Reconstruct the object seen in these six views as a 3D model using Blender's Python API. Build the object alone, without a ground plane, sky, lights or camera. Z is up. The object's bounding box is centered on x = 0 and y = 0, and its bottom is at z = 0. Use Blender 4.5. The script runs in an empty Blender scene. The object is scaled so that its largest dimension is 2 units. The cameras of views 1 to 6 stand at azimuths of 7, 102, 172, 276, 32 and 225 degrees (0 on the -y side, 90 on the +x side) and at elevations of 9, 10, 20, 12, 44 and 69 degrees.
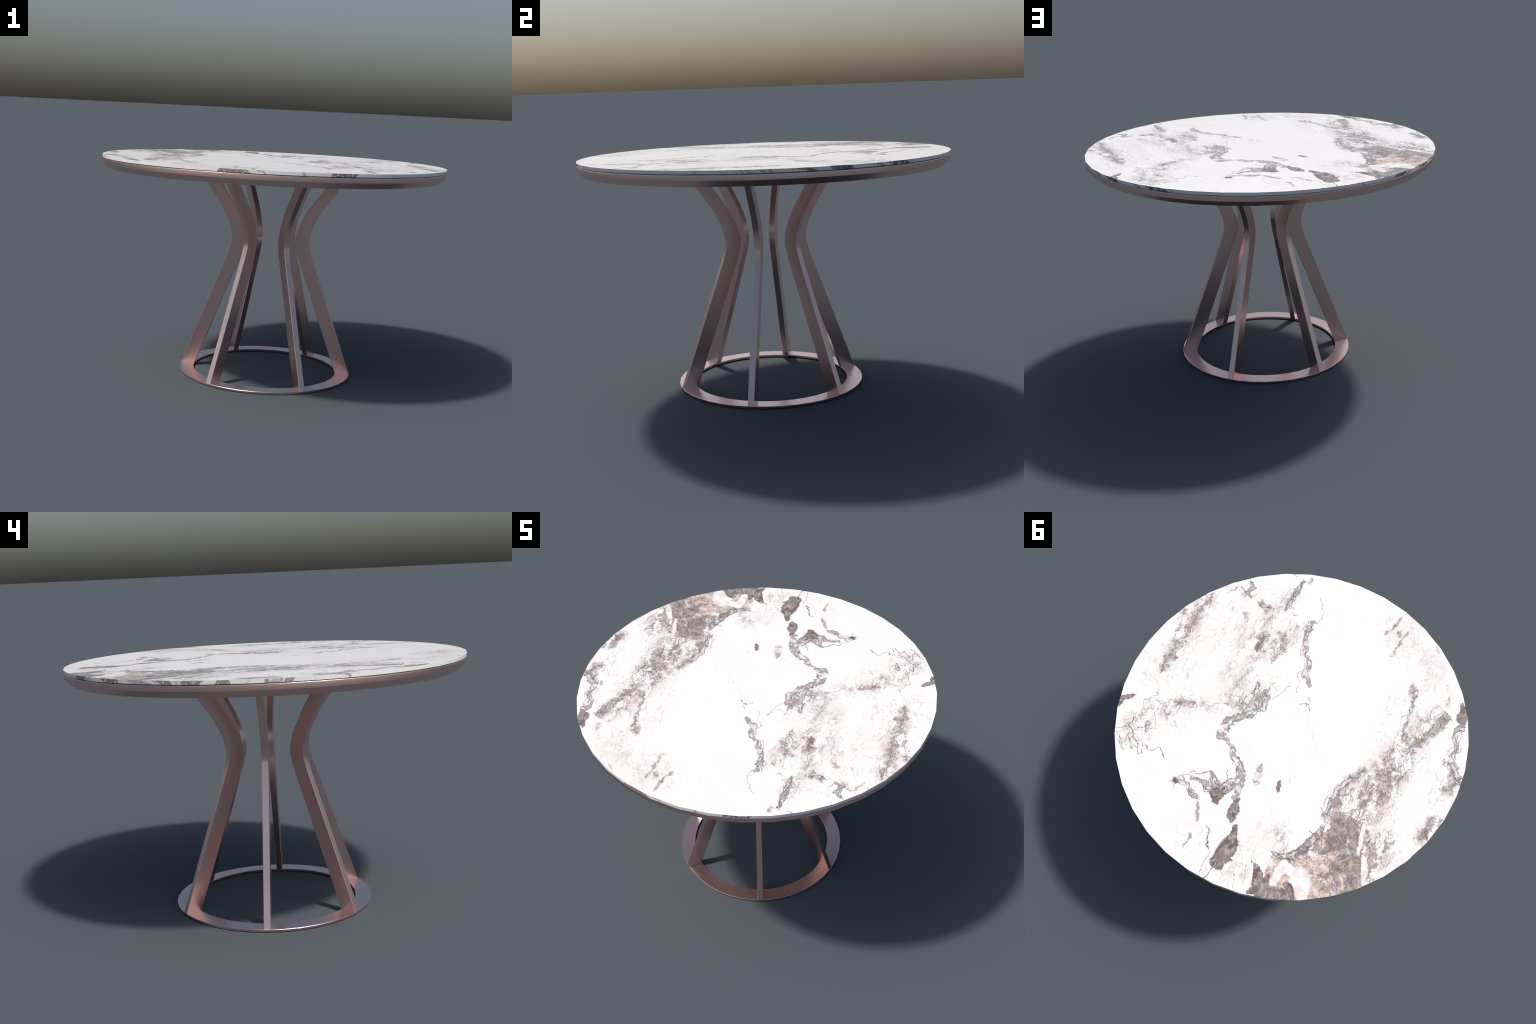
import bpy, bmesh, math
from mathutils import Vector, Matrix

# ------------------------------------------------------------------ helpers
def new_object(name, mesh, parent=None, mat=None):
    ob = bpy.data.objects.new(name, mesh)
    bpy.context.scene.collection.objects.link(ob)
    if parent: ob.parent = parent
    if mat: mesh.materials.append(mat)
    return ob

def smooth_by_angle(mesh, deg=35):
    bm = bmesh.new(); bm.from_mesh(mesh)
    for f in bm.faces: f.smooth = True
    lim = math.radians(deg)
    for e in bm.edges:
        e.smooth = len(e.link_faces) == 2 and e.calc_face_angle(0) < lim
    bm.to_mesh(mesh); bm.free()

def turned(name, profile, sides, closed):
    """Lathe a (radius, height) profile round z with a given number of sides.
    closed=True: the profile is a loop (a ring); otherwise both ends are capped."""
    bm = bmesh.new(); loops = []
    for r, z in profile:
        loops.append([bm.verts.new((r*math.cos(2*math.pi*k/sides), r*math.sin(2*math.pi*k/sides), z))
                      for k in range(sides)])
    pairs = list(zip(loops, loops[1:]))
    if closed: pairs.append((loops[-1], loops[0]))
    for a, b in pairs:
        for k in range(sides):
            bm.faces.new((a[k], a[(k+1) % sides], b[(k+1) % sides], b[k]))
    if not closed:
        bm.faces.new(loops[0]); bm.faces.new(loops[-1])
    bmesh.ops.recalc_face_normals(bm, faces=bm.faces)
    me = bpy.data.meshes.new(name); bm.to_mesh(me); bm.free()
    return me

# ------------------------------------------------------------------ sizes
SIDES = 40
TOP_Z, SLAB_T = 1.270, 0.0165
RIM_TOP, RIM_LOW, BOTTOM = 1.2515, 1.2235, 1.1935
RING_R, RING_IN, RING_T = 0.514, 0.4295, 0.0125

# ------------------------------------------------------------------ metal
def metal_material():
    m = bpy.data.materials.new("rose_metal"); m.use_nodes = True
    nt = m.node_tree; b = nt.nodes["Principled BSDF"]
    b.inputs["Base Color"].default_value = (0.82, 0.58, 0.53, 1)
    b.inputs["Metallic"].default_value = 1.0
    b.inputs["Roughness"].default_value = 0.28
    return m

def dark_material():
    m = bpy.data.materials.new("shadow_gap"); m.use_nodes = True
    b = m.node_tree.nodes["Principled BSDF"]
    b.inputs["Base Color"].default_value = (0.10, 0.075, 0.07, 1)
    b.inputs["Metallic"].default_value = 1.0
    b.inputs["Roughness"].default_value = 0.5
    return m

# ------------------------------------------------------------------ marble
# Features of the slab, as spines with a half width at each point (metres, slab centre = 0,0).
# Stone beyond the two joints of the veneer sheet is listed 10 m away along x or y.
VEINS = [
    [(0.231,-0.044,0.0203), (0.199,0.021,0.024), (0.233,0.124,0.0203), (0.275,0.19,0.0222), (0.279,0.255,0.0332), (0.256,0.308,0.0277), (0.207,0.304,0.0129), (0.161,0.322,0.0129), (0.106,0.354,0.0185), (0.041,0.376,0.024), (-0.003,0.407,0.0222), (-0.011,0.476,0.0258), (0.004,0.524,0.0185)],
    [(0.313,-0.075,0.0129), (0.295,-0.024,0.0111)],
    [(0.262,-0.064,0.0129), (0.241,0.041,0.0111)],
    [(-0.026,0.413,0.0128), (0.031,0.483,0.0179), (0.038,0.534,0.0103), (0.079,0.536,0.0179), (0.129,0.511,0.0103)],
    [(0.249,0.672,0.0128), (0.192,0.659,0.0128), (0.16,0.656,0.0179), (0.099,0.67,0.0154)],
    [(0.202,0.605,0.0103), (0.165,0.589,0.0128), (0.115,0.57,0.0154), (0.079,0.572,0.0179)],
    [(-0.063,0.53,0.0148), (-0.048,0.49,0.0129), (-0.026,0.431,0.0166)],
    [(0.357,-0.579,0.0111), (0.346,-0.528,0.0185), (0.316,-0.465,0.0148), (0.276,-0.422,0.0157), (0.251,-0.375,0.0083)],
    [(0.232,-0.383,0.0092), (0.198,-0.365,0.0166), (0.164,-0.299,0.0166), (0.087,-0.253,0.0083)],
    [(0.584,-0.763,0.0103), (0.566,-0.654,0.0192), (0.556,-0.597,0.0154), (0.535,-0.534,0.0077)],
    [(0.814,9.457,0.009), (0.782,9.491,0.0205), (0.785,9.53,0.0154), (0.749,9.545,0.0077)],
    [(0.607,0.557,0.0128), (0.618,0.538,0.0128)],
    [(-0.424,0.603,0.0103), (-0.461,0.607,0.0128), (-0.505,0.567,0.0154), (-0.53,0.496,0.0167), (-0.54,0.382,0.0179), (-0.53,0.326,0.0103)],
    [(-0.501,0.266,0.0115), (-0.459,0.165,0.0154), (-0.447,0.078,0.0179), (-0.453,0.019,0.0128)],
    [(-0.711,-0.637,0.0231), (-0.705,-0.585,0.0128), (-0.788,-0.515,0.0103), (-0.777,-0.468,0.009), (-0.811,-0.436,0.0179), (-0.884,-0.395,0.0179)],
]
SPECKS = [
    [(0.947,9.715,0.0436,0.7), (0.895,9.853,0.0436,0.75), (0.87,9.952,0.0487,0.7), (0.829,10.115,0.0436,0.65), (0.793,10.25,0.0231,0.9)],
    [(0.977,9.887,0.0231,0.6), (0.907,9.986,0.0256,0.6), (0.855,10.079,0.0231,0.6)],
    [(0.52,-0.332,0.0205,1.2), (0.496,-0.27,0.0256,1.3), (0.473,-0.207,0.0179,1.3)],
    [(0.459,-0.388,0.0179,1.1), (0.402,-0.372,0.0333,0.8), (0.375,-0.312,0.0308,0.7), (0.379,-0.274,0.0192,1.2), (0.353,-0.223,0.0115,1)],
    [(0.826,9.542,0.0128,0.5), (0.784,9.556,0.0256,0.8)],
    [(0.86,9.583,0.0128,0.6), (0.834,9.533,0.0128,0.6)],
    [(0.699,-0.48,0.0128,0.8), (0.643,-0.45,0.0205,0.9), (0.619,-0.482,0.0154,0.9), (0.607,-0.441,0.0179,0.7)],
    [(0.695,-0.35,0.0154,0.8), (0.659,-0.322,0.0154,0.7)],
    [(0.363,-0.392,0.0513,0.35), (0.395,-0.483,0.0513,0.3)],
    [(0.457,-0.186,0.0769,0.25), (0.656,-0.243,0.0769,0.3)],
    [(0.554,0.306,0.0333,1.2), (0.59,0.333,0.0154,0.8), (0.514,0.273,0.0154,0.8)],
    [(0.55,0.363,0.0128,0.8), (0.578,0.426,0.0385,0.3)],
    [(-0.347,-0.651,0.0179,1.0), (-0.394,-0.609,0.0205,1.2), (-0.419,-0.546,0.0115,0.9), (-0.463,-0.455,0.0154,0.7), (-0.501,-0.361,0.0333,0.9)],
    [(-0.615,-0.651,0.0256,1.5), (-0.619,-0.571,0.0308,1.4), (-0.599,-0.478,0.0256,1.0), (-0.587,-0.385,0.0385,1.1), (-0.577,-0.32,0.0385,1)],
    [(-0.589,-0.277,0.059,0.9), (-0.587,-0.203,0.0821,1.05), (-0.611,-0.118,0.0769,1.05), (-0.617,-0.017,0.0846,0.85), (-0.623,0.101,0.1026,0.95), (-0.646,0.201,0.0769,1.05), (-0.748,0.244,0.0769,0.95), (-0.828,0.272,0.0487,0.9), (-0.887,0.367,0.0436,0.8)],
    [(-0.657,-0.018,0.0385,1.5), (-0.586,-0.166,0.0385,1.2)],
    [(-0.482,-0.07,0.0231,1.1), (-0.462,0.029,0.0359,0.9), (-0.49,0.172,0.0513,0.7), (-0.505,0.244,0.0436,0.8)],
    [(-0.766,-0.422,0.0128,1), (-0.849,-0.408,0.0333,1.2), (-0.9,-0.375,0.0256,1.0), (-0.889,-0.302,0.0385,0.9)],
    [(-0.954,-0.118,0.0282,1.3), (-0.966,0.009,0.0333,1.2)],
    [(-0.824,0.14,0.059,0.45), (-0.905,0.251,0.0436,0.9)],
    [(-0.688,-0.332,0.0769,0.25), (-0.496,-0.523,0.0897,0.3)],
    [(-0.369,0.509,0.1026,0.25), (-0.464,0.557,0.0513,0.4)],
    [(-0.085,0.367,0.0179,0.6), (-0.044,0.297,0.0179,1.1)],
    [(-0.575,0.722,0.0333,0.7), (-0.487,0.67,0.0385,0.3)],
    [(0.06,0.687,0.0103,1), (0.003,0.748,0.0115,1)],
    [(-0.033,0.844,0.0115,1), (-0.055,0.901,0.0115,1)],
    [(-0.316,0.82,0.0769,0.35), (-0.39,0.811,0.0513,0.25)],
    [(-0.272,0.547,0.0769,0.2)],
    [(0.395,-0.503,0.0436,0.4), (0.457,-0.186,0.0705,0.4), (0.373,0.162,0.0564,0.34), (0.504,0.283,0.0462,0.42), (0.664,0.43,0.0462,0.34), (0.697,0.611,0.0462,0.4)],
    [(0.577,-0.623,0.0513,0.35), (0.561,-0.412,0.059,0.42), (0.535,-0.155,0.059,0.36), (0.491,0.04,0.0513,0.3)],
    [(-0.583,-0.754,0.0385,0.4), (-0.521,-0.434,0.0641,0.5), (-0.532,-0.134,0.0641,0.5)],
    [(0.363,0.172,0.0513,0.3), (0.269,0.086,0.0641,0.35), (0.271,-0.027,0.0385,0.9)],
    [(0.639,0.632,0.1154,0.35), (0.656,0.686,0.0641,0.4)],
    [(9.988,-0.947,0.0115,0.9), (9.983,-0.89,0.009,0.6), (9.991,-0.809,0.0115,0.6)],
    [(9.94,-0.88,0.0179,0.7), (9.926,-0.853,0.0179,0.7)],
    [(9.897,-0.899,0.0115,0.5), (9.873,-0.722,0.0115,0.6)],
    [(9.72,-0.942,0.0077,1), (9.682,-0.917,0.0077,0.7)],
    [(9.503,-0.79,0.0179,0.45), (9.427,-0.707,0.0179,0.5)],
    [(9.891,-1.046,0.0769,0.22), (9.892,-0.884,0.1154,0.25), (9.619,-0.799,0.1154,0.22)],
    [(10.556,-0.758,0.0141,1.1), (10.563,-0.782,0.0115,1)],
]
HAZE = [
    [(0.699,-0.326,0.4231,1), (0.813,0.14,0.3333,1)],
    [(0.319,-0.04,0.2564,0.8), (0.65,0.568,0.2051,0.8)],
    [(1.111,0.031,0.2564,0.8), (1.017,-0.347,0.2051,0.9)],
    [(-0.415,-0.6,0.2179,0.9), (-0.592,-0.064,0.2949,1), (-0.865,0.288,0.2564,1)],
    [(-0.789,-0.424,0.1667,0.8), (-1.005,-0.01,0.1667,0.8)],
    [(-0.099,-0.875,0.2436,0.8), (-0.528,-0.742,0.1667,0.8)],
    [(0.104,0.842,0.1923,0.5), (-0.277,0.831,0.2564,0.6), (-0.446,0.591,0.1923,0.8)],
]
PATCHES = [
    [(0.073,0.572,0.0103), (0.028,0.579,0.0385), (0.006,0.602,0.0231)],
    [(0.013,0.533,0.0179), (0.019,0.57,0.0308)],
    [(-0.079,0.518,0.009), (-0.099,0.567,0.0244), (-0.124,0.614,0.0256), (-0.144,0.639,0.0103)],
    [(-0.179,0.64,0.0115), (-0.199,0.674,0.0179), (-0.224,0.728,0.041), (-0.239,0.799,0.0513), (-0.246,0.851,0.0385)],
    [(-0.217,0.7,0.0231), (-0.251,0.753,0.0282)],
    [(-0.179,0.29,0.009), (-0.199,0.319,0.0128), (-0.211,0.336,0.0077)],
    [(-0.41,0.725,0.0141), (-0.453,0.752,0.0256), (-0.497,0.794,0.041), (-0.556,0.805,0.0564), (-0.612,0.77,0.0436)],
    [(-0.492,0.832,0.0231), (-0.484,0.858,0.0128)],
    [(-0.499,0.726,0.0128), (-0.515,0.761,0.0205)],
    [(-0.602,0.689,0.0179), (-0.655,0.697,0.0231), (-0.683,0.721,0.0205)],
    [(0.255,0.671,0.0154), (0.245,0.675,0.0128)],
    [(9.373,-0.757,0.0103), (9.341,-0.729,0.0231), (9.318,-0.685,0.0308), (9.286,-0.658,0.0128)],
    [(0.842,10.529,0.0115), (0.814,10.499,0.0141), (0.789,10.461,0.009)],
    [(0.813,10.567,0.0077), (0.821,10.546,0.0103)],
]
BRECCIA = [
    [(-0.571,0.236,0.059), (-0.614,0.308,0.0846), (-0.619,0.389,0.0821), (-0.691,0.398,0.1026), (-0.771,0.425,0.0974), (-0.832,0.484,0.0974)],
    [(-0.559,0.359,0.0333), (-0.543,0.484,0.0333), (-0.515,0.56,0.0256)],
    [(-0.729,0.296,0.0436), (-0.803,0.362,0.0436), (-0.859,0.443,0.0487)],
    [(-0.731,0.495,0.0641), (-0.761,0.583,0.0641)],
    [(-0.454,0.617,0.0282), (-0.515,0.578,0.0256)],
    [(-0.622,0.728,0.0513), (-0.682,0.706,0.0385)],
    [(-0.616,0.203,0.0385), (-0.713,0.259,0.0385)],
]
TANS = [
    [(-0.55,0.562,0.0231), (-0.602,0.531,0.0436), (-0.667,0.504,0.0538), (-0.729,0.547,0.0641), (-0.735,0.624,0.0641), (-0.794,0.601,0.0513)],
    [(-0.556,0.336,0.0205), (-0.597,0.4,0.0282)],
    [(-0.682,0.423,0.0333), (-0.679,0.375,0.0179)],
    [(-0.577,0.671,0.0282), (-0.597,0.718,0.0256)],
    [(-0.449,0.621,0.0205), (-0.479,0.627,0.0154)],
    [(-0.791,0.456,0.0231), (-0.831,0.518,0.0256)],
    [(-0.478,0.696,0.0154), (-0.516,0.727,0.0154)],
]
WHITES = [
    [(-0.613,0.596,0.0436), (-0.663,0.624,0.0513), (-0.703,0.685,0.0385)],
    [(-0.514,0.612,0.0256), (-0.53,0.681,0.0308), (-0.541,0.737,0.0179)],
    [(-0.687,0.163,0.0103), (-0.727,0.229,0.0154), (-0.771,0.307,0.0103)],
    [(-0.81,0.305,0.0179), (-0.862,0.357,0.0205), (-0.89,0.398,0.0128)],
    [(-0.563,0.431,0.0064), (-0.561,0.459,0.0064)],
    [(0.29,0.284,0.0231), (0.276,0.252,0.0128)],
    [(0.068,0.373,0.0115), (0.103,0.36,0.0077)],
    [(-0.785,0.278,0.0103), (-0.777,0.251,0.009)],
    [(-0.548,0.3,0.0154), (-0.551,0.332,0.0077)],
]
STRANDS_LEFT = [
    (0.0011,'d',[(0.711,0.401), (0.71,0.43), (0.732,0.448), (0.727,0.467), (0.7,0.49), (0.687,0.52), (0.679,0.56), (0.659,0.594), (0.638,0.611), (0.627,0.6), (0.632,0.584), (0.619,0.569)]),
    (0.002,'d',[(0.691,0.565), (0.684,0.594), (0.674,0.62), (0.653,0.619), (0.647,0.63)]),
    (0.0015,'d',[(0.727,0.675), (0.703,0.664), (0.695,0.628), (0.674,0.637)]),
    (0.0013,'d',[(0.716,0.694), (0.675,0.703), (0.653,0.712), (0.599,0.755), (0.632,0.71), (0.634,0.695), (0.649,0.656), (0.648,0.629), (0.633,0.63), (0.613,0.652), (0.589,0.653), (0.565,0.66)]),
    (0.0015,'d',[(0.64,0.659), (0.609,0.677), (0.574,0.709), (0.573,0.685), (0.56,0.678), (0.536,0.696), (0.518,0.703), (0.517,0.679), (0.529,0.656), (0.554,0.638)]),
    (0.0013,'d',[(0.536,0.639), (0.509,0.643), (0.499,0.657), (0.47,0.647), (0.456,0.606), (0.432,0.601), (0.41,0.61), (0.399,0.628), (0.382,0.629)]),
    (0.0007,'p',[(0.376,0.596), (0.347,0.603), (0.302,0.642)]),
    (0.0013,'d',[(0.619,0.558), (0.597,0.573), (0.582,0.571), (0.597,0.549), (0.619,0.541), (0.619,0.558)]),
    (0.0009,'d',[(0.584,0.561), (0.58,0.545), (0.557,0.524)]),
    (0.0011,'d',[(0.575,0.517), (0.597,0.49), (0.63,0.461), (0.626,0.434), (0.609,0.4), (0.612,0.374), (0.623,0.341)]),
    (0.0009,'d',[(0.681,0.407), (0.648,0.395), (0.622,0.443)]),
    (0.0011,'d',[(0.621,0.343), (0.595,0.334), (0.578,0.312), (0.579,0.283), (0.551,0.288), (0.524,0.269)]),
    (0.0009,'d',[(0.521,0.29), (0.493,0.306), (0.482,0.278), (0.473,0.252)]),
    (0.0011,'d',[(0.542,0.381), (0.54,0.343)]),
    (0.0009,'d',[(0.473,0.252), (0.426,0.22), (0.397,0.164), (0.358,0.134)]),
    (0.0009,'d',[(0.723,0.361), (0.695,0.377), (0.711,0.401)]),
    (0.0007,'p',[(0.768,0.311), (0.723,0.361)]),
]
STRANDS_MIDDLE = [
    (0.0018,'d',[(0.276,0.668), (0.262,0.649), (0.227,0.606), (0.228,0.578), (0.207,0.565), (0.19,0.572), (0.176,0.548), (0.154,0.514), (0.127,0.497)]),
    (0.0015,'d',[(0.259,0.652), (0.206,0.655), (0.19,0.657)]),
    (0.0015,'d',[(0.238,0.634), (0.212,0.649)]),
    (0.0018,'d',[(0.21,0.602), (0.198,0.619), (0.172,0.59), (0.132,0.575)]),
    (0.0022,'d',[(0.192,0.636), (0.16,0.657), (0.131,0.658)]),
    (0.0022,'d',[(0.118,0.584), (0.089,0.602), (0.057,0.59)]),
    (0.0018,'d',[(0.112,0.506), (0.092,0.51), (0.075,0.533), (0.046,0.535), (0.038,0.516), (0.058,0.467), (0.078,0.435)]),
    (0.0013,'d',[(0.109,0.52), (0.075,0.55)]),
    (0.0015,'r',[(0.284,0.693), (0.246,0.708), (0.223,0.725)]),
    (0.0018,'d',[(0.309,-0.001), (0.31,-0.043), (0.31,-0.072)]),
    (0.0015,'d',[(0.273,0.014), (0.277,-0.049), (0.238,-0.06)]),
    (0.0015,'d',[(0.254,0.08), (0.264,0.018), (0.247,-0.046)]),
    (0.0015,'d',[(0.332,0.074), (0.311,0.091), (0.284,0.066), (0.254,0.08)]),
    (0.0009,'d',[(0.398,0.087), (0.362,0.09), (0.35,0.061), (0.332,0.074)]),
    (0.0009,'p',[(0.134,0.252), (0.073,0.259), (0.021,0.285), (-0.04,0.315)]),
    (0.0007,'p',[(-0.018,-0.117), (-0.068,-0.068), (-0.124,-0.044), (-0.176,0.001), (-0.236,0.067)]),
    (0.0007,'p',[(-0.112,0.14), (-0.172,0.182), (-0.222,0.248)]),
    (0.0009,'d',[(0.211,-0.043), (0.181,-0.094), (0.185,-0.145), (0.173,-0.18)]),
    (0.0007,'r',[(0.159,-0.248), (0.134,-0.197), (0.116,-0.166)]),
    (0.0009,'d',[(0.351,-0.004), (0.344,0.044), (0.311,0.091)]),
    (0.0009,'d',[(0.26,-0.143), (0.253,-0.088), (0.253,-0.041)]),
    (0.0013,'d',[(0.051,-0.202), (0.039,-0.183), (0.019,-0.184)]),
    (0.002,'d',[(0.013,-0.153), (-0.008,-0.143)]),
    (0.0015,'r',[(0.06,-0.134), (0.027,-0.158)]),
    (0.0011,'p',[(0.015,-0.08), (0.001,-0.129)]),
    (0.0027,'d',[(-0.028,0.286), (-0.04,0.284)]),
    (0.002,'r',[(-0.04,0.292), (-0.063,0.317), (-0.066,0.303)]),
    (0.0011,'p',[(-0.08,0.374), (-0.111,0.396)]),
]
STRANDS_FAR = [
    (0.0015,'d',[(0.65,-0.749), (0.623,-0.748)]),
    (0.0024,'d',[(0.578,-0.755), (0.57,-0.697), (0.572,-0.649), (0.555,-0.606), (0.558,-0.578), (0.538,-0.525)]),
    (0.0011,'d',[(0.534,-0.522), (0.52,-0.574), (0.504,-0.563)]),
    (0.0011,'d',[(0.485,-0.554), (0.463,-0.536), (0.454,-0.551)]),
    (0.0009,'d',[(0.465,-0.508), (0.446,-0.475), (0.452,-0.457)]),
    (0.0011,'d',[(0.351,-0.568), (0.333,-0.604), (0.35,-0.665), (0.388,-0.695), (0.432,-0.732)]),
    (0.0027,'d',[(0.351,-0.549), (0.32,-0.546), (0.341,-0.52), (0.337,-0.479)]),
    (0.0011,'r',[(0.338,-0.498), (0.331,-0.46), (0.306,-0.427), (0.281,-0.387), (0.262,-0.355)]),
    (0.0013,'r',[(0.219,-0.344), (0.189,-0.305), (0.192,-0.278), (0.172,-0.253)]),
    (0.0018,'d',[(0.831,9.456), (0.785,9.48), (0.79,9.53)]),
    (0.0011,'d',[(0.733,9.504), (0.741,9.544)]),
    (0.0009,'p',[(0.861,9.51), (0.809,9.528), (0.789,9.562)]),
    (0.0018,'r',[(0.864,9.604), (0.856,9.571), (0.844,9.534)]),
    (0.0015,'d',[(0.72,-0.469), (0.684,-0.462), (0.639,-0.433), (0.618,-0.471)]),
    (0.0011,'d',[(0.648,-0.405), (0.651,-0.428)]),
    (0.0007,'p',[(0.6,-0.513), (0.602,-0.57)]),
    (0.0011,'p',[(0.706,-0.352), (0.671,-0.345), (0.654,-0.303), (0.653,-0.272), (0.625,-0.267), (0.597,-0.241)]),
    (0.0013,'r',[(0.399,-0.291), (0.383,-0.262), (0.376,-0.231)]),
    (0.0015,'d',[(0.374,-0.271), (0.362,-0.3)]),
    (0.0018,'d',[(0.358,-0.224), (0.352,-0.253)]),
    (0.0009,'r',[(0.506,-0.382), (0.492,-0.331), (0.465,-0.237)]),
    (0.0009,'d',[(0.425,-0.38), (0.381,-0.345), (0.365,-0.291)]),
    (0.0009,'d',[(0.358,-0.404), (0.351,-0.366), (0.359,-0.309)]),
    (0.0009,'d',[(0.524,-0.34), (0.544,-0.398), (0.603,-0.498)]),
    (0.0009,'d',[(0.38,-0.587), (0.368,-0.483), (0.377,-0.425)]),
    (0.0007,'d',[(0.575,-0.155), (0.608,-0.225), (0.625,-0.267)]),
    (0.0009,'d',[(0.944,9.71), (0.895,9.795), (0.896,9.848), (0.861,9.918)]),
    (0.0009,'d',[(0.982,9.868), (0.94,9.939), (0.915,9.999), (0.897,10.04)]),
    (0.0009,'p',[(0.794,9.933), (0.791,10.012), (0.759,10.039), (0.775,10.116)]),
    (0.0007,'p',[(0.541,-0.061), (0.527,0.018), (0.528,0.086)]),
    (0.0009,'p',[(0.758,9.899), (0.751,9.982)]),
]
STRANDS_RIGHT = [
    (0.0013,'d',[(-0.351,-0.619), (-0.375,-0.629), (-0.375,-0.665)]),
    (0.0018,'d',[(-0.411,-0.573), (-0.389,-0.606)]),
    (0.0011,'d',[(-0.411,-0.543), (-0.428,-0.516), (-0.427,-0.474), (-0.443,-0.419)]),
    (0.0024,'d',[(-0.617,-0.474), (-0.598,-0.503), (-0.584,-0.589), (-0.593,-0.627), (-0.597,-0.66)]),
    (0.0015,'d',[(-0.631,-0.557), (-0.632,-0.587), (-0.636,-0.643)]),
    (0.0011,'r',[(-0.46,-0.558), (-0.497,-0.527), (-0.536,-0.504)]),
    (0.0007,'p',[(-0.525,-0.623), (-0.54,-0.567), (-0.573,-0.503)]),
    (0.0015,'r',[(-0.731,-0.59), (-0.749,-0.561), (-0.762,-0.515), (-0.747,-0.484)]),
    (0.0013,'d',[(-0.734,-0.617), (-0.758,-0.575), (-0.77,-0.523), (-0.792,-0.497), (-0.815,-0.461)]),
    (0.0011,'d',[(-0.78,-0.56), (-0.806,-0.522), (-0.787,-0.509)]),
    (0.0015,'r',[(-0.754,-0.462), (-0.763,-0.476)]),
    (0.0022,'r',[(-0.758,-0.415), (-0.786,-0.406)]),
    (0.0011,'d',[(-0.497,-0.271), (-0.521,-0.225), (-0.55,-0.161), (-0.571,-0.101)]),
    (0.0018,'d',[(-0.599,-0.411), (-0.572,-0.369), (-0.591,-0.341), (-0.588,-0.309)]),
]
STRANDS_FRONT = [
    (0.0018,'d',[(-0.459,0.108), (-0.477,0.163), (-0.484,0.217), (-0.502,0.272)]),
    (0.0015,'d',[(-0.575,0.001), (-0.615,0.041)]),
    (0.0011,'d',[(-0.501,0.063), (-0.544,0.129)]),
    (0.0018,'d',[(-0.494,0.388), (-0.521,0.389), (-0.519,0.348), (-0.542,0.333)]),
    (0.0015,'d',[(-0.505,0.275), (-0.542,0.316)]),
    (0.002,'d',[(-0.773,0.285), (-0.782,0.256), (-0.762,0.199)]),
    (0.0013,'d',[(-0.847,0.307), (-0.897,0.365)]),
    (0.002,'d',[(-0.582,0.154), (-0.599,0.116)]),
    (0.0015,'d',[(-0.622,0.188), (-0.642,0.165), (-0.613,0.109)]),
    (0.0015,'d',[(-0.697,0.461), (-0.747,0.488), (-0.827,0.528)]),
    (0.0022,'r',[(0.076,0.673), (0.052,0.706), (0.022,0.722), (-0.004,0.753)]),
    (0.0024,'d',[(-0.057,0.742), (-0.093,0.757), (-0.121,0.791), (-0.135,0.821), (-0.161,0.834)]),
    (0.0011,'d',[(-0.176,0.82), (-0.19,0.888), (-0.192,0.928), (-0.208,0.955)]),
    (0.002,'d',[(-0.252,0.961), (-0.249,0.927), (-0.255,0.895)]),
    (0.0011,'r',[(-0.057,0.78), (-0.063,0.807)]),
    (0.0018,'r',[(-0.032,0.836), (-0.046,0.861), (-0.057,0.915)]),
    (0.0018,'d',[(-0.37,0.721), (-0.407,0.734), (-0.421,0.721)]),
    (0.0009,'d',[(-0.353,0.832), (-0.411,0.892)]),
    (0.0009,'d',[(-0.372,0.756), (-0.411,0.809)]),
    (0.0015,'d',[(-0.526,0.619), (-0.549,0.682), (-0.548,0.719)]),
    (0.0013,'r',[(-0.478,0.7), (-0.51,0.739)]),
    (0.0013,'d',[(-0.325,0.778), (-0.347,0.763)]),
    (0.0011,'p',[(-0.179,0.887), (-0.165,0.852), (-0.135,0.827)]),
    (0.0009,'p',[(-0.244,0.433), (-0.291,0.472), (-0.34,0.546)]),
]


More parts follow.
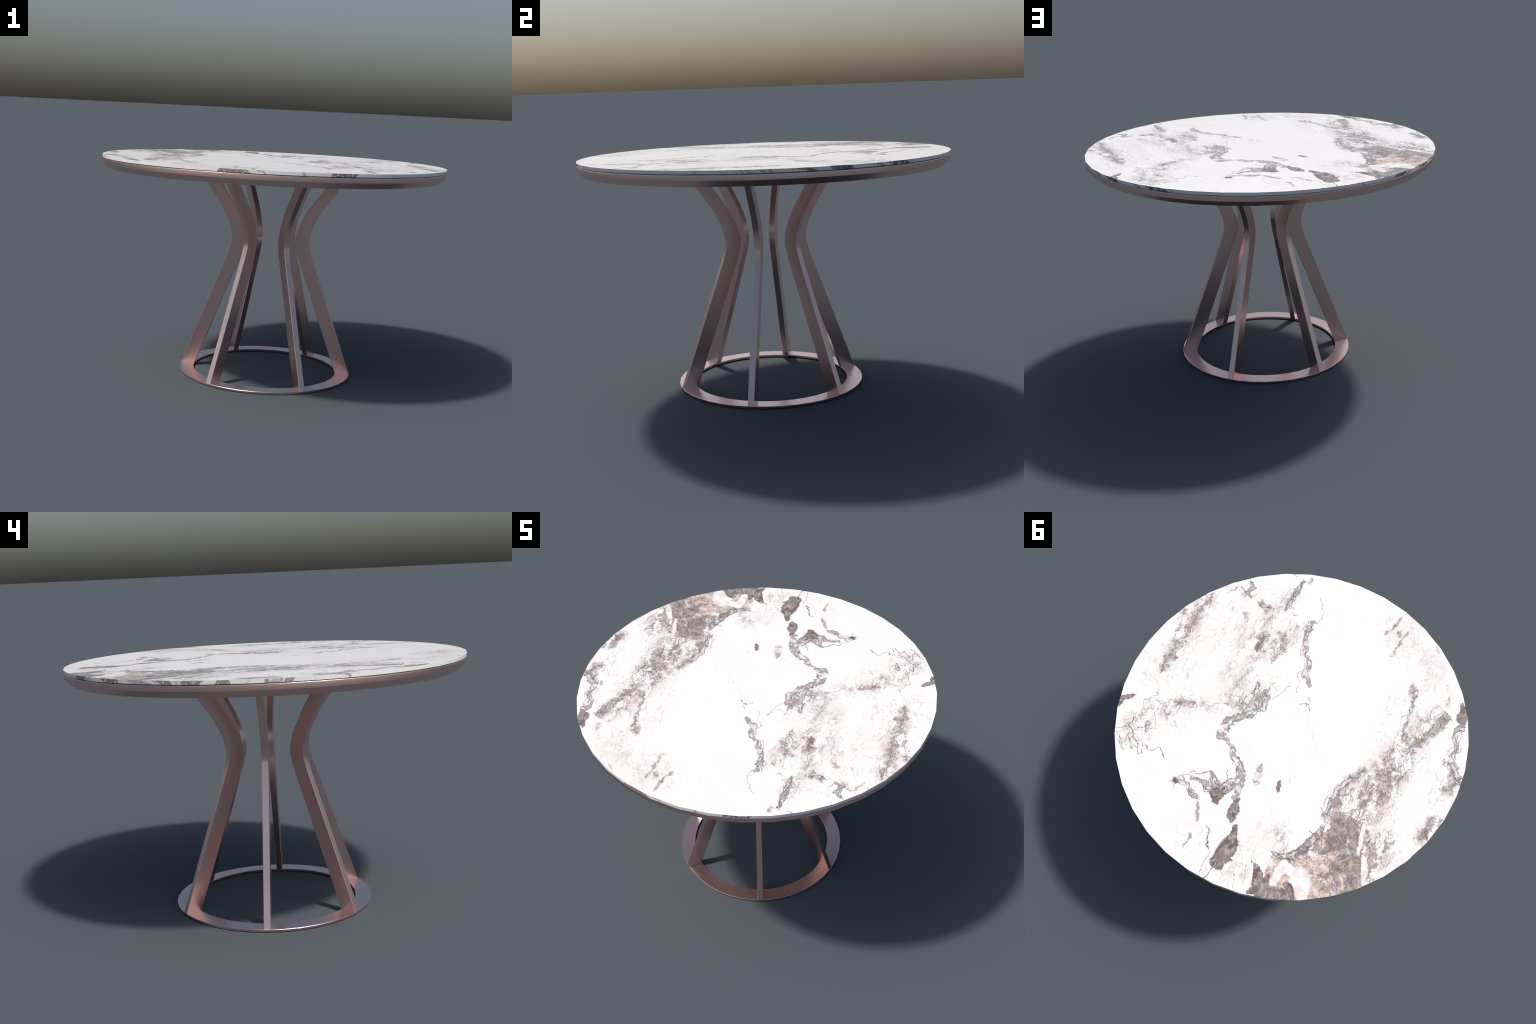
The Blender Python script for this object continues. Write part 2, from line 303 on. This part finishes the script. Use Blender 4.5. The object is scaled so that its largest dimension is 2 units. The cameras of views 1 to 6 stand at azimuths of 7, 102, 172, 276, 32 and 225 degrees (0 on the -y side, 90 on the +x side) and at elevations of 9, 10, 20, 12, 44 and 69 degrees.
class Nodes:
    """Small helper to write node trees as expressions."""
    def __init__(self, nt): self.nt = nt
    def _set(self, sock, v):
        if isinstance(v, bpy.types.NodeSocket): self.nt.links.new(v, sock)
        else: sock.default_value = v
    def m(self, op, a, b=None, c=None, clamp=False):
        n = self.nt.nodes.new("ShaderNodeMath"); n.operation = op; n.use_clamp = clamp
        for i, v in enumerate((a, b, c)):
            if v is not None: self._set(n.inputs[i], v)
        return n.outputs[0]
    def v(self, op, a, b=None, c=None, scale=None):
        n = self.nt.nodes.new("ShaderNodeVectorMath"); n.operation = op
        for i, x in enumerate((a, b, c)):
            if x is not None: self._set(n.inputs[i], x)
        if scale is not None: self._set(n.inputs["Scale"], scale)
        return n.outputs["Value"] if op in ("LENGTH", "DOT_PRODUCT", "DISTANCE") else n.outputs["Vector"]
    def noise(self, vec, scale, detail=2.0, rough=0.5, out=0, distort=0.0):
        n = self.nt.nodes.new("ShaderNodeTexNoise"); n.noise_dimensions = '3D'
        self._set(n.inputs["Vector"], vec)
        n.inputs["Scale"].default_value = scale; n.inputs["Detail"].default_value = detail
        n.inputs["Roughness"].default_value = rough; n.inputs["Distortion"].default_value = distort
        return n.outputs[out]
    def crack(self, vec, scale):
        n = self.nt.nodes.new("ShaderNodeTexVoronoi"); n.feature = 'DISTANCE_TO_EDGE'
        self._set(n.inputs["Vector"], vec); n.inputs["Scale"].default_value = scale
        return n.outputs["Distance"]
    def step(self, x, lo, hi):
        n = self.nt.nodes.new("ShaderNodeMapRange"); n.interpolation_type = 'SMOOTHSTEP'
        self._set(n.inputs["Value"], x); self._set(n.inputs["From Min"], lo); self._set(n.inputs["From Max"], hi)
        return n.outputs["Result"]
    def band(self, x, mid, half):
        """1 where x is at mid, falling to 0 at +-half (half may be a socket)."""
        d = self.m('ABSOLUTE', self.m('SUBTRACT', x, mid))
        return self.m('SUBTRACT', 1.0, self.m('DIVIDE', d, half), clamp=True)
    def mix(self, fac, a, b):
        n = self.nt.nodes.new("ShaderNodeMix"); n.data_type = 'RGBA'
        self._set(n.inputs[0], fac)
        for s, x in ((n.inputs[6], a), (n.inputs[7], b)):
            self._set(s, x if isinstance(x, bpy.types.NodeSocket) else (*x, 1.0))
        return n.outputs[2]
    def spines(self, p, lines, cell, gain=1.0):
        """Strength field: 1 (or the given strength) on a spine, 0 at its width.
        Only strokes that come near the given cell of the slab are used."""
        acc = 0.0
        for line in lines:
            for a, b in list(zip(line, line[1:])) or [(line[0], line[0])]:
                (ax, ay, aw), (bx, by, bw) = a[:3], b[:3]
                if not near(cell, a, b, max(aw, bw)*gain+0.04): continue
                dx, dy = bx-ax, by-ay; L2 = max(dx*dx+dy*dy, 1e-9)
                n = self.nt.nodes.new("ShaderNodeGroup"); n.node_tree = spine_group()
                self._set(n.inputs["Field"], acc); self._set(n.inputs["Point"], p)
                n.inputs["Start"].default_value = (ax, ay, 0)
                n.inputs["Along"].default_value = (dx/L2, dy/L2, 0)
                n.inputs["Back"].default_value = (-dx, -dy, 0)
                n.inputs["Width"].default_value = aw*gain
                n.inputs["Taper"].default_value = (bw-aw)*gain
                n.inputs["Strength"].default_value = (a[3]+b[3])/2 if len(a) > 3 else 1.0
                acc = n.outputs[0]
        return acc

def near(cell, a, b, reach):
    x0, x1, y0, y1 = cell
    for k in range(9):
        x, y = (a[i]+(b[i]-a[i])*k/8 for i in (0, 1))
        if x > 5: x -= 10
        if y > 5: y -= 10
        if x0-reach < x < x1+reach and y0-reach < y < y1+reach: return True
    return False

def strands(kind):
    """All fine strands of one kind as spines; the field is six times as wide as the strand."""
    return [[(x, y, 6*half) for x, y in pts]
            for group in (STRANDS_LEFT, STRANDS_MIDDLE, STRANDS_FAR, STRANDS_RIGHT, STRANDS_FRONT)
            for half, k, pts in group if k == kind]

def spine_group():
    """Node group: distance to one tapered stroke, joined to the field built so far."""
    g = bpy.data.node_groups.get("spine_field")
    if g: return g
    g = bpy.data.node_groups.new("spine_field", 'ShaderNodeTree')
    for name, kind in (("Field", 'Float'), ("Point", 'Vector'), ("Start", 'Vector'), ("Along", 'Vector'),
                       ("Back", 'Vector'), ("Width", 'Float'), ("Taper", 'Float'), ("Strength", 'Float')):
        g.interface.new_socket(name, in_out='INPUT', socket_type='NodeSocket'+kind)
    g.interface.new_socket("Field", in_out='OUTPUT', socket_type='NodeSocketFloat')
    i = g.nodes.new("NodeGroupInput").outputs; o = g.nodes.new("NodeGroupOutput").inputs
    N = Nodes(g)
    # adding 0 x the field so far makes the strokes evaluate one after the other, which saves shader memory
    rel = N.v('SUBTRACT', N.v('MULTIPLY_ADD', i["Field"], (0.0, 0.0, 0.0), i["Point"]), i["Start"])
    t = N.m('ADD', N.v('DOT_PRODUCT', rel, i["Along"]), 0.0, clamp=True)
    off = N.v('ADD', N.v('SCALE', i["Back"], scale=t), rel)
    w = N.m('MULTIPLY_ADD', t, i["Taper"], i["Width"])
    f = N.m('SUBTRACT', 1.0, N.m('DIVIDE', N.v('LENGTH', off), w))
    g.links.new(N.m('MAXIMUM', N.m('MULTIPLY', f, i["Strength"]), i["Field"]), o[0])
    return g

def edge_group():
    """Node group: one coloured stretch of the slab edge, joined to those before it."""
    g = bpy.data.node_groups.get("edge_stretch")
    if g: return g
    g = bpy.data.node_groups.new("edge_stretch", 'ShaderNodeTree')
    for name in ("Dark", "Rust", "Bearing", "Centre", "Half", "Darkness", "Rustiness"):
        g.interface.new_socket(name, in_out='INPUT', socket_type='NodeSocketFloat')
    for name in ("Dark", "Rust"):
        g.interface.new_socket(name, in_out='OUTPUT', socket_type='NodeSocketFloat')
    i = g.nodes.new("NodeGroupInput").outputs; o = g.nodes.new("NodeGroupOutput").inputs
    N = Nodes(g)
    d = N.m('ABSOLUTE', N.m('SUBTRACT', N.m('MULTIPLY_ADD', i["Dark"], 0.0, i["Bearing"]), i["Centre"]))
    f = N.m('MULTIPLY', N.m('SUBTRACT', N.m('ADD', i["Half"], 0.2), d), 2.5, clamp=True)
    f = N.m('MULTIPLY', f, i["Darkness"])
    g.links.new(N.m('MAXIMUM', f, i["Dark"]), o[0])
    g.links.new(N.m('MAXIMUM', N.m('MULTIPLY', f, i["Rustiness"]), i["Rust"]), o[1])
    return g

WHITE = (0.91, 0.885, 0.877)
RUN = 108         # bearing of the stone's grain
def stone_shader(m, roughness=0.22):
    m.use_nodes = True
    b = m.node_tree.nodes["Principled BSDF"]
    b.inputs["Roughness"].default_value = roughness
    return Nodes(m.node_tree), b

def marble_material(cell):
    m = bpy.data.materials.new("veined_marble")
    N, bsdf = stone_shader(m)
    tc = m.node_tree.nodes.new("ShaderNodeTexCoord")
    flat = N.v('MULTIPLY', tc.outputs["Object"], (1.0, 1.0, 0.0))
    sx = m.node_tree.nodes.new("ShaderNodeSeparateXYZ"); m.node_tree.links.new(flat, sx.inputs[0])
    x, y = sx.outputs[0], sx.outputs[1]
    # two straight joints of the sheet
    beyond1 = N.m('LESS_THAN', N.m('MULTIPLY_ADD', x, 0.0822, y), -0.7085)
    beyond2 = N.m('GREATER_THAN', N.m('MULTIPLY_ADD', y, -0.0985, x), 0.745)
    sh = m.node_tree.nodes.new("ShaderNodeCombineXYZ")
    m.node_tree.links.new(N.m('MULTIPLY', beyond1, 10.0), sh.inputs[0])
    m.node_tree.links.new(N.m('MULTIPLY', beyond2, 10.0), sh.inputs[1])
    p = N.v('ADD', flat, sh.outputs[0])
    # warps: a broad one, and a ragged one
    half = (0.5, 0.5, 0.5)
    w1 = N.v('SCALE', N.v('SUBTRACT', N.noise(p, 6.0, 2.0, out=1), half), scale=0.030)
    w2 = N.v('SCALE', N.v('SUBTRACT', N.noise(p, 24.0, 4.0, 0.6, out=1), half), scale=0.050)
    q = N.v('MULTIPLY', N.v('ADD', p, N.v('ADD', w1, w2)), (1.0, 1.0, 0.0))
    w3 = N.v('SCALE', N.v('SUBTRACT', N.noise(p, 40.0, 4.0, 0.65, out=1), half), scale=0.034)
    qs = N.v('MULTIPLY', N.v('ADD', p, w3), (1.0, 1.0, 0.0))
    # shared grains
    n_soft = N.noise(p, 4.0, 3.0)
    n_mid = N.noise(p, 20.0, 4.0, 0.6)
    n_fine = N.noise(p, 75.0, 4.0, 0.65)
    n_thread = N.noise(q, 13.0, 4.0, 0.5)
    n_thread2 = N.noise(q, 28.0, 3.0, 0.5)
    grain = N.noise(p, 170.0, 3.0, 0.6)
    # the stone runs along one direction
    mp = m.node_tree.nodes.new("ShaderNodeMapping"); m.node_tree.links.new(q, mp.inputs["Vector"])
    mp.vector_type = 'TEXTURE'
    mp.inputs["Rotation"].default_value = (0, 0, math.radians(RUN)); mp.inputs["Scale"].default_value = (1.3, 0.5, 1.0)
    n_run = N.noise(mp.outputs[0], 6.5, 3.0, 0.5)
    worms = N.crack(N.v('SCALE', mp.outputs[0], scale=0.62), 52.0)

    # base: nearly white, hairline veins following the run of the stone
    col = N.mix(N.step(n_soft, 0.45, 0.75), WHITE, (0.90, 0.865, 0.855))
    haze = N.m('MAXIMUM', 0.22, N.step(N.m('ADD', N.spines(flat, HAZE, cell), N.m('MULTIPLY_ADD', n_soft, 1.0, -0.5)), 0.05, 0.65))
    hair = N.m('MAXIMUM', N.band(n_run, 0.53, 0.010), N.m('MULTIPLY', N.band(n_run, 0.575, 0.009), 0.8))
    hair = N.m('MULTIPLY', N.m('MULTIPLY', hair, haze), N.step(n_mid, 0.36, 0.56))
    mesh = N.m('MULTIPLY', N.m('MULTIPLY', N.band(n_run, 0.47, 0.016), haze), N.step(n_soft, 0.38, 0.54))
    blush = N.m('MULTIPLY', haze, N.step(N.m('MULTIPLY_ADD', n_run, 0.65, N.m('MULTIPLY', n_fine, 0.35)), 0.50, 0.66))
    col = N.mix(N.m('MULTIPLY', blush, 0.26), col, (0.66, 0.52, 0.50))
    col = N.mix(N.m('MULTIPLY', hair, 0.55), col, (0.46, 0.31, 0.27))
    col = N.mix(N.m('MULTIPLY', mesh, 0.60), col, (0.36, 0.27, 0.26))

    # zones of veins that follow the run of the stone, with clouds, worm-like threads and specks
    fs = N.spines(q, SPECKS, cell, 1.7)
    mr = N.v('SCALE', mp.outputs[0], scale=2.4)
    n_run2 = N.noise(mr, 6.0, 2.0, 0.45)
    body = N.step(fs, 0.0, 0.5)
    col = N.mix(N.m('MULTIPLY', body, N.m('MULTIPLY', N.step(n_run, 0.44, 0.58), 0.48)), col, (0.66, 0.575, 0.565))
    cl = N.m('MULTIPLY_ADD', n_run, 0.45, N.m('MULTIPLY_ADD', n_run2, 0.35, N.m('MULTIPLY', n_mid, 0.20)))
    cloud = N.m('MULTIPLY', N.step(N.m('MULTIPLY_ADD', fs, 0.17, cl), 0.57, 0.66), N.step(fs, 0.18, 0.65))
    col = N.mix(N.m('MULTIPLY', cloud, 0.55), col, N.mix(N.step(n_soft, 0.42, 0.58), (0.37, 0.335, 0.35), (0.42, 0.36, 0.34)))
    tint = N.mix(N.step(n_mid, 0.46, 0.60), (0.12, 0.105, 0.115), (0.25, 0.145, 0.10))
    wide = N.m('MULTIPLY_ADD', fs, 0.036, 0.010)
    thr = N.m('MAXIMUM', N.band(n_run, 0.5, wide), N.m('MAXIMUM', N.band(n_run2, 0.52, wide), N.m('MULTIPLY', N.band(n_thread2, 0.5, wide), 0.8)))
    thr = N.m('MULTIPLY', thr, N.m('MULTIPLY', N.step(fs, 0.04, 0.45), N.step(n_mid, 0.36, 0.52)))
    col = N.mix(N.m('MULTIPLY', thr, 0.95), col, tint)
    net = N.m('SUBTRACT', 1.0, N.step(worms, 0.02, 0.10))
    net = N.m('MULTIPLY', net, N.step(N.m('MULTIPLY_ADD', fs, 0.22, n_fine), 0.63, 0.72))
    net = N.m('MULTIPLY', net, N.step(fs, 0.10, 0.45))
    col = N.mix(N.m('MULTIPLY', net, 0.5), col, tint)
    dots = N.step(N.m('MULTIPLY_ADD', fs, 0.12, n_fine), 0.71, 0.76)
    dots = N.m('MULTIPLY', dots, N.step(fs, 0.08, 0.40))
    col = N.mix(N.m('MULTIPLY', dots, 0.8), col, tint)

    # the large cloudy corner: grey, rust and tan stone mixed, dissolving into veins
    fb = N.spines(q, BRECCIA, cell, 1.15)
    ft = N.spines(q, TANS, cell, 1.5)
    fc = N.m('MAXIMUM', fb, N.m('MULTIPLY', ft, 0.9))
    ragged = N.m('MULTIPLY_ADD', n_thread, 0.9, N.m('MULTIPLY_ADD', n_fine, 0.6, -0.75))
    mask = N.m('MULTIPLY', N.step(N.m('ADD', fc, ragged), 0.10, 0.40), N.step(fc, 0.0, 0.15))
    grey = N.mix(N.step(n_thread2, 0.40, 0.58), (0.21, 0.18, 0.178), (0.41, 0.365, 0.35))
    grey = N.mix(N.m('MULTIPLY', N.step(n_thread, 0.50, 0.58), 0.65), grey, (0.16, 0.135, 0.135))
    grey = N.mix(N.m('MULTIPLY', N.step(n_fine, 0.50, 0.66), 0.7), grey, (0.15, 0.125, 0.12))
    tan = N.mix(N.step(n_thread2, 0.40, 0.62), (0.60, 0.455, 0.35), (0.74, 0.67, 0.63))
    tan = N.mix(N.step(N.m('MULTIPLY_ADD', n_fine, 0.6, N.m('MULTIPLY', n_mid, 0.55)), 0.56, 0.68), tan, (0.26, 0.175, 0.14))
    tanness = N.step(N.m('ADD', N.m('SUBTRACT', ft, N.m('MULTIPLY', fb, 0.55)), N.m('MULTIPLY_ADD', n_thread, 1.6, -0.8)), -0.05, 0.25)
    corner = N.mix(tanness, grey, tan)
    corner = N.mix(N.m('MULTIPLY', N.band(n_run, 0.46, 0.02), 0.6), corner, (0.55, 0.37, 0.25))
    corner = N.mix(N.m('MULTIPLY', N.band(n_thread, 0.52, 0.02), 0.65), corner, (0.13, 0.105, 0.10))
    corner = N.mix(N.m('MULTIPLY', N.band(n_run2, 0.5, 0.02), 0.45), corner, (0.66, 0.60, 0.57))
    corner = N.mix(N.m('MULTIPLY', N.step(grain, 0.45, 0.62), 0.2), corner, (0.50, 0.45, 0.43))
    col = N.mix(mask, col, corner)

    # solid grey-brown stone, broken into pieces, with pale cracks and a rusty rim
    fp = N.spines(qs, PATCHES, cell, 1.3)
    pe = N.m('ADD', fp, N.m('MULTIPLY_ADD', n_mid, 0.9, -0.45))
    cells = m.node_tree.nodes.new("ShaderNodeTexVoronoi")
    m.node_tree.links.new(q, cells.inputs["Vector"]); cells.inputs["Scale"].default_value = 15.0
    piece = N.v('DOT_PRODUCT', cells.outputs["Color"], (0.6, 0.4, 0.0))
    dark = N.mix(N.step(n_thread2, 0.36, 0.64), (0.12, 0.10, 0.10), (0.225, 0.19, 0.185))
    dark = N.mix(N.m('MULTIPLY', N.step(piece, 0.45, 0.62), N.step(fp, 0.25, 0.6)), dark, (0.27, 0.23, 0.22))
    dark = N.mix(N.m('MULTIPLY', N.m('SUBTRACT', 1.0, N.step(piece, 0.22, 0.36)), 0.8), dark, (0.24, 0.155, 0.115))
    dark = N.mix(N.m('MULTIPLY', N.step(grain, 0.42, 0.62), 0.30), dark, (0.37, 0.33, 0.315))
    dark = N.mix(N.m('MULTIPLY', N.step(N.m('MULTIPLY_ADD', n_fine, 0.6, N.m('MULTIPLY', n_mid, 0.5)), 0.60, 0.68), 0.6), dark, (0.10, 0.085, 0.085))
    dark = N.mix(N.m('MULTIPLY', N.band(n_thread, 0.47, 0.008), 0.7), dark, (0.60, 0.54, 0.51))
    dark = N.mix(N.m('MULTIPLY', N.band(n_run, 0.5, 0.012), 0.55), dark, (0.42, 0.29, 0.20))
    dark = N.mix(N.m('MULTIPLY', N.band(n_run2, 0.5, 0.022), 0.65), dark, (0.62, 0.56, 0.53))
    dark = N.mix(N.m('MULTIPLY', N.step(n_run2, 0.54, 0.62), 0.6), dark, (0.085, 0.072, 0.072))
    dark = N.mix(N.m('MULTIPLY', N.m('SUBTRACT', 1.0, N.step(N.crack(q, 23.0), 0.0, 0.03)), 0.30), dark, (0.55, 0.48, 0.44))
    dark = N.mix(N.m('MULTIPLY', N.band(pe, 0.27, 0.14), N.step(n_soft, 0.40, 0.60)), dark, (0.17, 0.09, 0.06))
    col = N.mix(N.m('MULTIPLY', N.step(N.m('MULTIPLY_ADD', n_fine, 0.5, pe), 0.30, 0.56), N.step(fp, 0.0, 0.06)), col, dark)

    # broad veins with dark outlines and a pale grey filling
    fv = N.spines(q, VEINS, cell, 1.30)
    g = N.m('ADD', fv, N.m('MULTIPLY_ADD', n_mid, 2.4, -1.25))
    inside = N.m('MULTIPLY', N.step(g, 0.12, 0.40), N.step(fv, 0.02, 0.2))
    fill = N.mix(N.step(n_thread2, 0.40, 0.52), (0.27, 0.24, 0.25), (0.74, 0.69, 0.70))
    fill = N.mix(N.m('MULTIPLY', N.step(n_soft, 0.48, 0.56), N.step(n_thread, 0.48, 0.60)), fill, (0.46, 0.38, 0.33))
    col = N.mix(N.m('MULTIPLY', inside, 0.85), col, fill)
    line = N.m('MAXIMUM', N.band(g, 0.22, 0.22), N.band(n_thread2, 0.5, 0.035))
    line = N.m('MULTIPLY', line, N.step(fv, 0.03, 0.22))
    line = N.m('MULTIPLY', line, N.step(n_fine, 0.26, 0.46))
    col = N.mix(N.m('MULTIPLY', line, 0.95), col, (0.085, 0.075, 0.09))

    # fine strands: pink hairs, rusty ones, dark ones with a lilac halo
    crumble = N.step(n_fine, 0.30, 0.50)
    for kind, colour, strength in (("p", (0.52, 0.33, 0.28), 0.75), ("r", (0.36, 0.19, 0.11), 0.85), ("d", (0.085, 0.075, 0.09), 0.92)):
        f = N.spines(q, strands(kind), cell)
        if not isinstance(f, bpy.types.NodeSocket): continue
        if kind != "p":
            col = N.mix(N.m('MULTIPLY', N.step(N.m('MULTIPLY_ADD', n_mid, 0.8, f), 0.75, 1.15), 0.45), col, (0.60, 0.545, 0.565))
        edge = N.m('MULTIPLY_ADD', n_thread2, 0.30, -0.15)
        s = N.m('MULTIPLY', N.step(N.m('ADD', f, edge), 0.76, 0.88), crumble)
        col = N.mix(N.m('MULTIPLY', s, strength), col, colour)

    # white lenses left in the dark stone
    fw_raw = N.spines(qs, WHITES, cell, 1.15)
    fw = N.m('ADD', fw_raw, N.m('MULTIPLY_ADD', n_mid, 1.3, -0.65))
    col = N.mix(N.m('MULTIPLY', N.step(fw, 0.02, 0.50), N.step(fw_raw, 0.0, 0.06)), col, N.mix(N.step(n_mid, 0.42, 0.62), (0.90, 0.87, 0.86), (0.78, 0.69, 0.655)))
    m.node_tree.links.new(col, bsdf.inputs["Base Color"])
    return m

# coloured stretches of the slab's edge: (bearing in degrees, half width, darkness, rustiness)
EDGE = [(7, .5, .5, 0), (8.8, .7, .35, 0), (12, .6, .5, 0), (13.8, .3, .6, 0), (23.8, 1.7, .9, .1), (33.3, 3, 1, 0), (44.5, .65, .9, .1),
        (51.8, 3.6, 1, 0), (56.4, .3, .8, 0), (113, .4, .9, 0), (121, .3, .3, 0), (128.7, 2.7, .95, 0), (133.2, .8, .5, .8),
        (142.7, 3.3, .95, .3), (151.3, 2.0, .6, .1), (154, .9, .6, .9), (159.7, 2.2, .9, .7), (163.2, .7, .4, 0), (167.1, 2.6, .9, .3),
        (174.5, 1.6, .85, .4), (180.5, .35, .35, .6), (185, .9, .8, .2), (187.6, 1.5, .6, .1), (190.6, 1.1, .8, .2), (196.6, .2, .25, .5),
        (204.6, .4, .7, .8), (217.8, .15, .3, .8), (264.2, 4.4, .9, .2), (272.8, .55, .8, .7), (284.5, .75, .6, .7), (296, 3.9, .95, .1),
        (354.3, .45, .35, .2)]
def marble_edge_material():
    m = bpy.data.materials.new("marble_edge")
    N, bsdf = stone_shader(m)
    tc = m.node_tree.nodes.new("ShaderNodeTexCoord")
    sx = m.node_tree.nodes.new("ShaderNodeSeparateXYZ"); m.node_tree.links.new(tc.outputs["Object"], sx.inputs[0])
    th = N.m('MULTIPLY', N.m('ARCTAN2', N.m('MULTIPLY', sx.outputs[1], -1.0), N.m('MULTIPLY', sx.outputs[0], -1.0)), 180/math.pi)
    th = N.m('ADD', th, 180.0)
    P = tc.outputs["Object"]
    wob = N.m('MULTIPLY', N.m('SUBTRACT', N.noise(P, 34.0, 3.0), 0.5), 3.2)
    slant = N.m('MULTIPLY', N.m('SUBTRACT', sx.outputs[2], TOP_Z-SLAB_T/2), N.m('MULTIPLY_ADD', N.noise(P, 9.0, 1.0), 900.0, -450.0))
    t = N.m('ADD', N.m('ADD', th, wob), slant)
    n = N.noise(P, 120.0, 4.0, 0.6)
    streak = N.noise(P, 45.0, 4.0, 0.6)
    acc = rust = 0.0
    for values in EDGE:
        n_e = m.node_tree.nodes.new("ShaderNodeGroup"); n_e.node_tree = edge_group()
        for name, val in zip(("Dark", "Rust", "Bearing", "Centre", "Half", "Darkness", "Rustiness"), (acc, rust, t, *values)):
            N._set(n_e.inputs[name], val)
        acc, rust = n_e.outputs[0], n_e.outputs[1]
    stone = N.mix(N.step(n, 0.35, 0.65), (0.13, 0.105, 0.10), (0.27, 0.23, 0.22))
    stone = N.mix(N.m('MULTIPLY', N.band(streak, 0.5, 0.025), 0.5), stone, (0.65, 0.60, 0.58))
    stone = N.mix(N.m('MULTIPLY', rust, 0.8), stone, (0.34, 0.20, 0.13))
    base = N.mix(N.m('MULTIPLY', N.band(streak, 0.47, 0.015), 0.15), (0.90, 0.875, 0.86), (0.60, 0.45, 0.40))
    gaps = N.m('MULTIPLY', N.step(N.noise(P, 60.0, 3.0, 0.6), 0.54, 0.60), 0.65)
    col = N.mix(N.m('MULTIPLY', acc, N.m('SUBTRACT', 1.0, gaps)), base, stone)
    m.node_tree.links.new(col, bsdf.inputs["Base Color"])
    return m


metal, gap, marble_edge = metal_material(), dark_material(), marble_edge_material()

# ------------------------------------------------------------------ the thing
root = bpy.data.objects.new("round_table", None)
bpy.context.scene.collection.objects.link(root)
root["label"] = "round white marble table on six bent rose metal legs"
root["category"] = "dining table"

# table top (the stone slab)
me = turned("marble_slab", [(1.0, TOP_Z-SLAB_T), (1.0, TOP_Z)], SIDES, False)
smooth_by_angle(me)
slab = new_object("tabletop", me, root, marble_edge)
# the top face is divided into cells so that each material only carries the veins that cross it
CUTS = (-0.5, 0.0, 0.5)
bm = bmesh.new(); bm.from_mesh(me)
for axis in (0, 1):
    for c in CUTS:
        co, no = [0, 0, 0], [0, 0, 0]; co[axis] = c; no[axis] = 1
        tops = [f for f in bm.faces if f.normal.z > 0.9]
        geom = tops + list({e for f in tops for e in f.edges}) + list({v for f in tops for v in f.verts})
        bmesh.ops.bisect_plane(bm, geom=geom, plane_co=co, plane_no=no)
bm.to_mesh(me); bm.free()
bounds = (-1.01,) + CUTS + (1.01,)
slots = {}
for f in me.polygons:
    if f.normal.z < 0.9: continue
    key = tuple(sum(f.center[a] > c for c in CUTS) for a in (0, 1))
    if key not in slots:
        (i, j) = key
        me.materials.append(marble_material((bounds[i], bounds[i+1], bounds[j], bounds[j+1])))
        slots[key] = len(me.materials)-1
    f.material_index = slots[key]

# gap strip between slab and rim
me = turned("spacer", [(0.993, RIM_TOP-0.001), (0.993, TOP_Z-SLAB_T+0.001)], SIDES, False)
smooth_by_angle(me)
new_object("spacer", me, root, gap)

# metal rim tray under the slab
R, lip = 0.9985, 0.0055
prof = [(0.966, BOTTOM), (R, RIM_LOW)]
prof += [(R-lip+lip*math.cos(a), RIM_TOP-lip+lip*math.sin(a)) for a in (k*math.pi/8 for k in range(5))]
prof.append((0.96, RIM_TOP))
me = turned("rim", prof, SIDES, False)
smooth_by_angle(me, 25)
new_object("tabletop_rim", me, root, metal)

# floor ring
c = 0.0015
u = 0.001
prof = [(RING_IN+u, 0), (RING_R-u, 0), (RING_R, u+0.002), (RING_R, RING_T-c), (RING_R-c, RING_T),
        (RING_IN+c, RING_T), (RING_IN, RING_T-c), (RING_IN, u+0.002)]
me = turned("ring", prof, SIDES, True)
smooth_by_angle(me, 25)
new_object("base_ring", me, root, metal)

# legs: flat bars standing edge-on to the centre, pinched in at a waist
SPINE = [(0.512, 0.011), (0.2545, 0.700), (0.2345, 0.766), (0.2303, 0.803), (0.2355, 0.845), (0.2510, 0.895),
         (0.2905, 0.973), (0.3405, 1.046), (0.394, 1.122), (0.4465, BOTTOM+0.002)]
DEPTH, THICK = 0.083, 0.0335
def leg_mesh():
    bm = bmesh.new(); secs = []
    for r, z in SPINE:
        secs.append([bm.verts.new((r, -THICK/2, z)), bm.verts.new((r, THICK/2, z)),
                     bm.verts.new((r-DEPTH, THICK/2, z)), bm.verts.new((r-DEPTH, -THICK/2, z))])
    for a, b in zip(secs, secs[1:]):
        for k in range(4):
            bm.faces.new((a[k], a[(k+1) % 4], b[(k+1) % 4], b[k]))
    bm.faces.new(secs[0]); bm.faces.new(secs[-1])
    bmesh.ops.recalc_face_normals(bm, faces=bm.faces)
    bm.normal_update()
    longe = []
    for e in bm.edges:
        if len(e.link_faces) == 2 and abs(e.calc_face_angle(0)-math.pi/2) < 0.02 and \
           abs(e.verts[0].co.z-e.verts[1].co.z) > 0.01:
            longe.append(e)
    bmesh.ops.bevel(bm, geom=longe, offset=0.0016, segments=1, affect='EDGES')
    me = bpy.data.meshes.new("leg"); bm.to_mesh(me); bm.free()
    smooth_by_angle(me, 32)
    return me
leg = leg_mesh(); leg.materials.append(metal)
# (bearing from the front, sideways offset): the four diagonal legs stand slightly off the radial line
for az, off in ((32, -0.0075), (90, 0), (148, 0.0070), (212, -0.0020), (270, 0), (328, -0.0005)):
    ob = bpy.data.objects.new("leg", leg)
    bpy.context.scene.collection.objects.link(ob)
    ob.parent = root
    a = math.radians(az)
    ob.rotation_euler = (0, 0, a-math.pi/2)
    ob.location = (math.cos(a)*off, math.sin(a)*off, 0)
